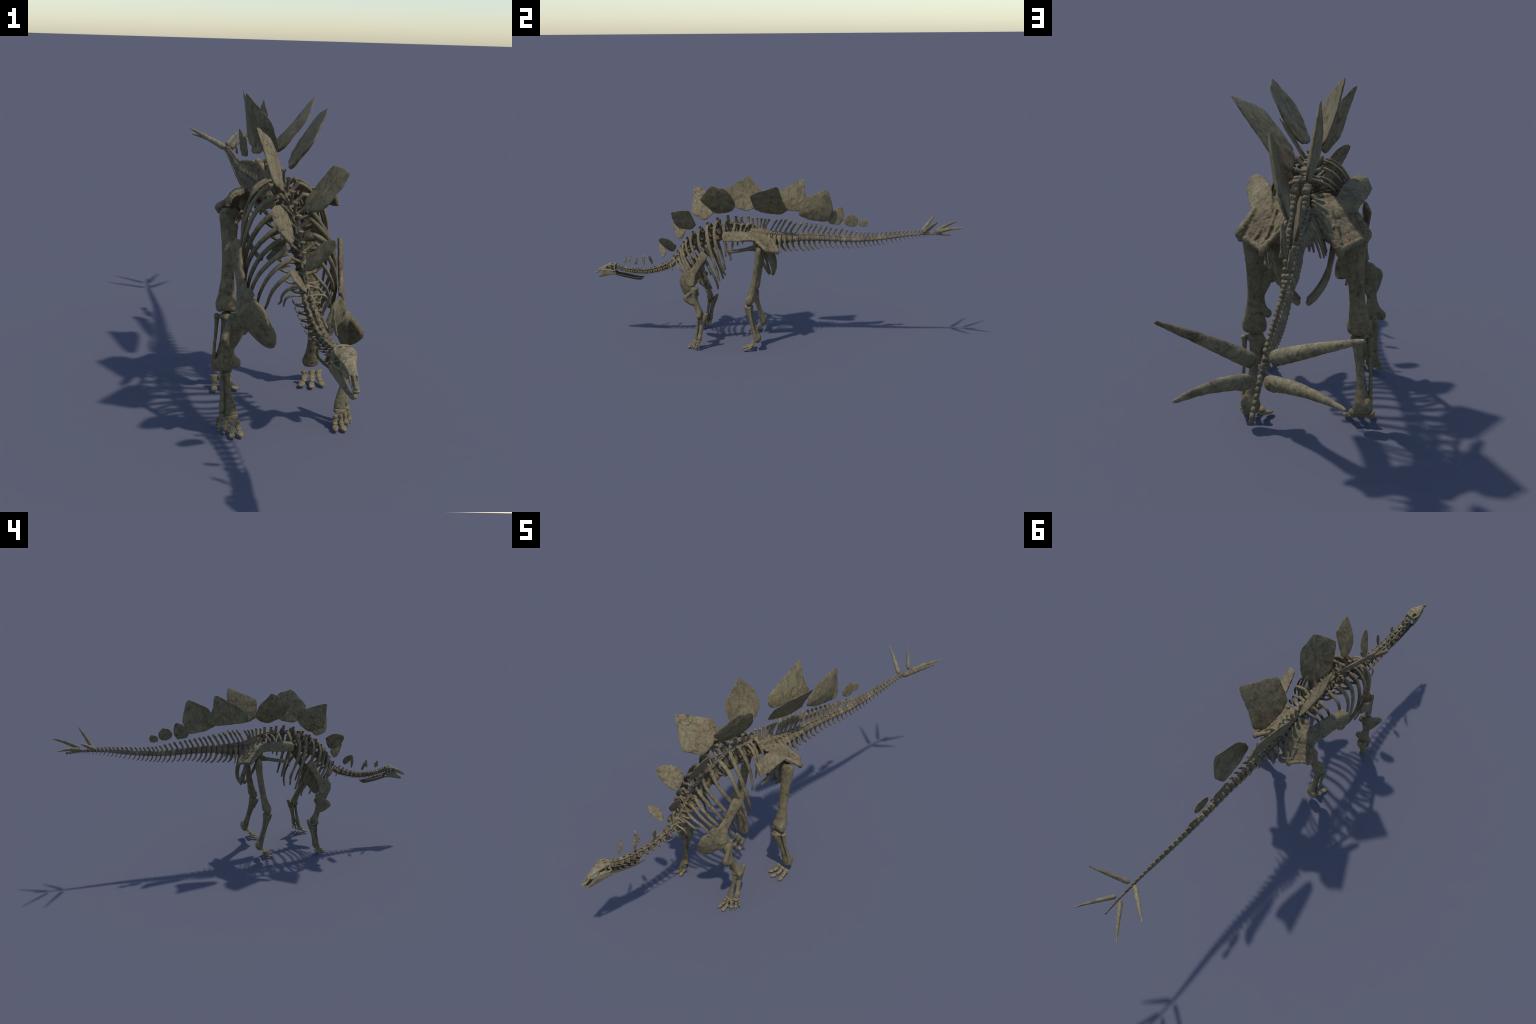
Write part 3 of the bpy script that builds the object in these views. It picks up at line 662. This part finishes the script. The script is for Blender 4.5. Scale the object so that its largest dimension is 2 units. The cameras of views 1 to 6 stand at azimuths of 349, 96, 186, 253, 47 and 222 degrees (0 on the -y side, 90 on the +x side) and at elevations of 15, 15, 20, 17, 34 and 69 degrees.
jaw.append(slab([[(-.008, -.974, .3510), (0, -.975, .349), (.008, -.974, .3510)], [(-.011, -.957, .355), (0, -.958, .3535), (.011, -.957, .355)]], .0025, seg=4))
jaw = [(v * V(.88, 1, 1), f) for v, f in jaw]
me, c = fuse("lower_jaw", jaw, .0009, M_SKULL, smooth=2, rough=.0005, freq=170)
place("lower_jaw", me, c + V(SX, 0, 0), skull)

# throat armour: a trough of skin-bone sheet set with small pebbles
def gular_point(u, a):
    """u 0..1 from chin to rear, a -1..1 across."""
    y = -.885 + .152 * u
    zb = np.interp(u, [0, .35, .75, 1], [.3645, .3505, .3385, .3370])
    ze = np.interp(u, [0, .35, .75, 1], [.3745, .3660, .3540, .3500])
    w = np.interp(u, [0, .2, .6, .85, 1], [.0215, .0230, .0215, .0185, .0150])
    y += .012 * abs(a) ** 2 * max(0, u - .75) / .25 - .010 * max(0, u - .85) / .15 * (1 - abs(a))
    return V(a * w, y, zb + (ze - zb) * abs(a) ** 1.9)
rows = [[gular_point(u, a) for a in np.linspace(-1, 1, 13)] for u in np.linspace(0, 1, 15)]
me, c = fuse("throat_armour", [slab(rows, .0017, seg=2)], .0009, M_GULAR, smooth=1, rough=.0006, freq=260)
GUL = place("throat_armour", me, c + V(.0065, 0, 0))
peb = []
for k in range(900):
    u, a = random.random(), random.uniform(-1, 1)
    p = gular_point(u, a)
    nrm = np.cross(gular_point(min(1, u + .02), a) - gular_point(max(0, u - .02), a), gular_point(u, min(1, a + .03)) - gular_point(u, max(-1, a - .03)))
    nrm /= np.linalg.norm(nrm)
    s = random.choice((-1, -1, -1, 1))
    r = random.uniform(.0007, .0013)
    peb.append(ball(p - nrm * s * .0016 if nrm[2] < 0 else p + nrm * s * .0016, (r, r * random.uniform(1, 1.8), r * .7), n=7, m=5))
v, f = join(peb)
me = finish(raw_mesh("ossicle", (v - c, f)), M_OSS)
o = place("ossicle", me, c + V(.0065, 0, 0), GUL); o["kind"] = "stuff"

# --------------------------------------------------------------------------- back plates
def plate(name, x0, yz0, b, c, outline, mat, half=.0052, cup=0.0, seed=0):
    """A bony plate standing in the plane x = x0 + b (y-y0) + c (z-z0); outline is its
    side profile (y, z). Thick rough base, thinning to the free edge."""
    P = np.array(outline, float)
    Q = np.vstack([P, P[:1]])
    d = np.linalg.norm(np.diff(Q, axis=0), axis=1); s = np.r_[0, np.cumsum(d)]
    n = 110
    t = np.linspace(0, s[-1], n, endpoint=False)
    lin = np.c_[np.interp(t, s, Q[:, 0]), np.interp(t, s, Q[:, 1])]
    for _ in range(3):                                            # soften the corners slightly
        lin = lin * .5 + (np.roll(lin, 1, 0) + np.roll(lin, -1, 0)) * .25
    ctr = lin.mean(0)
    zlo, zhi = lin[:, 1].min(), lin[:, 1].max(); size = max(np.ptp(lin[:, 0]), zhi - zlo)
    for i in range(n):                                            # nibbled rim
        q = lin[i]; k = noise.noise(Vector((q[0] * 95 + seed, q[1] * 95, seed)))
        k2 = noise.noise(Vector((q[0] * 300 + seed, q[1] * 300, seed)))
        dir_ = (q - ctr) / (np.linalg.norm(q - ctr) + 1e-9)
        lin[i] = q + dir_ * size * (.010 * k + .005 * k2)
    rings = np.array([1.0, .985, .95, .88, .78, .66, .54, .42, .30, .19, .09])
    nv = V(1, -b, -c); nv /= np.linalg.norm(nv)
    def pos(q, sgn, h, r=1.0):
        zr = (q[1] - zlo) / (zhi - zlo)
        x = x0 + b * (q[0] - yz0[0]) + c * (q[1] - yz0[1])+ cup * (1 - r * r)
        lump = .0016 * noise.noise(Vector((q[0] * 38, q[1] * 38, seed + sgn * 9))) + .0009 * noise.noise(Vector((q[0] * 110, q[1] * 70, seed + sgn * 5)))
        return V(x, q[0], q[1]) + nv * (sgn * h + lump * min(1, size / .1))
    v, f = [], []
    for sgn in (1, -1):
        for r in rings:
            for i in range(n):
                q = ctr + (lin[i] - ctr) * r
                zr = np.clip((q[1] - zlo) / (zhi - zlo), 0, 1)
                edge = half * np.interp(zr, [0, .15, .5, 1], [.80, .55, .26, .20])
                body = half * np.interp(zr, [0, .3, 1], [1.05, 1.05, .60])
                h = edge + (body - edge) * (1 - r ** 4)
                if r == 1.0: h = edge * .45
                elif r == .985: h = edge * .85
                v.append(pos(q, sgn, h, r))
        v.append(pos(ctr, sgn, half, 0.0))
    m = len(rings); st = m * n + 1
    for k, sgn in enumerate((1, -1)):
        o = k * st
        for a in range(m - 1):
            for i in range(n):
                j = (i + 1) % n
                q = (o + a * n + i, o + a * n + j, o + (a + 1) * n + j, o + (a + 1) * n + i)
                f.append(q if sgn > 0 else q[::-1])
        for i in range(n):
            j = (i + 1) % n
            q = (o + (m - 1) * n + i, o + (m - 1) * n + j, o + m * n)
            f.append(q if sgn > 0 else q[::-1])
    for i in range(n):
        j = (i + 1) % n
        f.append((i, st + i, st + j, j))
    v = np.array(v); cc = v.mean(0)
    me = raw_mesh(name, (v - cc, f))
    return place(name, finish(me, mat), cc)

PLATES = [
    (.006, (-.824, .448), .0, -.16, [(-.826, .464), (-.821, .467), (-.817, .463), (-.818, .447), (-.822, .433), (-.826, .428), (-.831, .430), (-.829, .449)], M_PLATEC, .0028),
    (-.012, (-.804, .448), .0, -.45, [(-.802, .464), (-.797, .465), (-.797, .459), (-.800, .447), (-.803, .432), (-.808, .429), (-.813, .434), (-.812, .445), (-.806, .458)], M_PLATEC, .0036),
    (.019, (-.761, .448), .0, .08, [(-.765, .468), (-.759, .471), (-.753, .467), (-.753, .449), (-.755, .431), (-.763, .424), (-.769, .429), (-.769, .449)], M_PLATEC, .0032),
    (-.016, (-.728, .445), .0, -.37, [(-.736, .465), (-.731, .471), (-.724, .468), (-.722, .452), (-.719, .430), (-.720, .421), (-.729, .421), (-.733, .430), (-.737, .449)], M_PLATEC, .0042),
    (.029, (-.676, .458), .0, .35, [(-.687, .479), (-.682, .485), (-.676, .483), (-.670, .470), (-.666, .451), (-.666, .434), (-.673, .427), (-.675, .436), (-.683, .451), (-.687, .467)], M_PLATE, .0036),
    (-.034, (-.621, .499), .50, -.55, [(-.644, .519), (-.636, .529), (-.625, .529), (-.607, .516), (-.598, .495), (-.600, .474), (-.616, .461), (-.626, .473), (-.643, .502)], M_PLATEC, .0046),
    (.033, (-.573, .549), -.26, .50, [(-.621, .580), (-.602, .591), (-.577, .586), (-.555, .572), (-.545, .551), (-.532, .543), (-.535, .522), (-.552, .500), (-.574, .508), (-.592, .525), (-.614, .559)], M_PLATE, .0050),
    (-.056, (-.528, .621), .65, -.42, [(-.566, .649), (-.555, .660), (-.534, .664), (-.510, .662), (-.499, .652), (-.481, .631), (-.492, .596), (-.505, .572), (-.527, .562), (-.541, .575), (-.558, .601), (-.567, .627)], M_PLATEC, .0056),
    (.067, (-.473, .692), -.26, .58, [(-.533, .744), (-.489, .751), (-.444, .752), (-.435, .739), (-.423, .687), (-.415, .658), (-.440, .633), (-.460, .632), (-.505, .642), (-.522, .664), (-.534, .712)], M_PLATE, .0054),
    (-.056, (-.390, .752), .38, -.36, [(-.449, .847), (-.425, .844), (-.381, .827), (-.316, .802), (-.307, .780), (-.300, .758), (-.329, .713), (-.351, .692), (-.376, .674), (-.391, .672), (-.417, .685), (-.451, .699), (-.458, .719), (-.455, .759), (-.450, .813)], M_PLATEC, .0058),
    (.0625, (-.287, .804), .105, .590, [(-.388, .802), (-.366, .834), (-.334, .870), (-.315, .887), (-.281, .879), (-.238, .866), (-.220, .840), (-.201, .798), (-.195, .775), (-.209, .747), (-.239, .729), (-.300, .719), (-.321, .726), (-.352, .757), (-.383, .791)], M_PLATE, .0058, .006),
    (-.043, (-.150, .812), -.17, -.400, [(-.136, .914), (-.123, .893), (-.107, .875), (-.083, .853), (-.070, .823), (-.062, .779), (-.073, .765), (-.103, .742), (-.145, .730), (-.200, .746), (-.248, .778), (-.257, .808), (-.264, .834), (-.260, .846), (-.227, .865), (-.179, .891)], M_PLATE, .0058, -.012),
    (.089, (-.008, .805), .095, .763, [(-.114, .837), (-.078, .855), (-.033, .871), (.019, .892), (.035, .895), (.044, .881), (.059, .811), (.080, .756), (.079, .747), (.047, .725), (.005, .726), (-.056, .732), (-.096, .752), (-.106, .789)], M_PLATE, .0058, .0),
    (-.030, (.103, .802), .065, -.160, [(.158, .907), (.167, .891), (.168, .831), (.179, .799), (.197, .765), (.189, .744), (.147, .730), (.074, .735), (-.014, .742), (-.028, .764), (-.019, .801), (.029, .836), (.089, .868)], M_PLATE, .0058, .004),
    (.033, (.246, .763), -.037, .188, [(.177, .816), (.284, .867), (.301, .845), (.314, .795), (.323, .753), (.298, .691), (.278, .684), (.197, .694), (.139, .719), (.146, .766)], M_PLATE, .0056, .010),
    (-.009, (.346, .712), -.106, -.129, [(.379, .718), (.373, .753), (.361, .759), (.332, .749), (.300, .716), (.289, .690), (.305, .669), (.355, .665), (.375, .691)], M_PLATE, .0050),
    (.014, (.418, .689), -.018, .057, [(.379, .695), (.399, .720), (.433, .725), (.453, .703), (.454, .675), (.437, .659), (.407, .659), (.383, .674)], M_PLATE, .0044),
    (-.005, (.483, .674), .076, -.067, [(.459, .678), (.470, .692), (.497, .698), (.508, .680), (.501, .659), (.481, .655), (.461, .661)], M_PLATE, .0040),
]
for i, p in enumerate(PLATES):
    plate("back_plate", *p[:5], p[5], half=p[6], cup=p[7] if len(p) > 7 else 0.0, seed=i * 3.7)

# --------------------------------------------------------------------------- tail spikes
def spike(base, tip, r, bow, flat, seed):
    base, tip = np.array(base), np.array(tip)
    ax = tip - base; L = np.linalg.norm(ax); ax /= L
    up = V(0, 0, 1) - ax[2] * ax; up /= np.linalg.norm(up)
    cps = []
    for u, k in ((0, .92), (.06, 1.0), (.18, .96), (.38, .85), (.6, .66), (.8, .46), (.93, .31), (.985, .20)):
        p = base + ax * L * u + up * bow * math.sin(u * math.pi)
        cps.append((*p, r * k, r * k * flat))
    foot = tube([(*(base - ax * .004 - up * r * .2), r * .85, r * .55), (*(base + ax * .012), r * .98, r * flat)], tuple(up), n=14, seg=3, cap=.3)
    me, c = fuse("tail_spike", [tube(cps, tuple(up), n=20, seg=6, cap=.35), foot], .0011, M_SPIKE, smooth=2, rough=.0007, freq=90)
    return place("tail_spike", me, c)
spike((.026, .800, .637), (.148, .857, .720), .0122, .002, .82, 1)
spike((-.008, .797, .640), (-.136, .873, .707), .0122, .001, .82, 2)
spike((.022, .871, .641), (.094, .998, .679), .0112, .006, .80, 3)
spike((-.008, .871, .640), (-.114, .988, .669), .0112, .006, .80, 4)
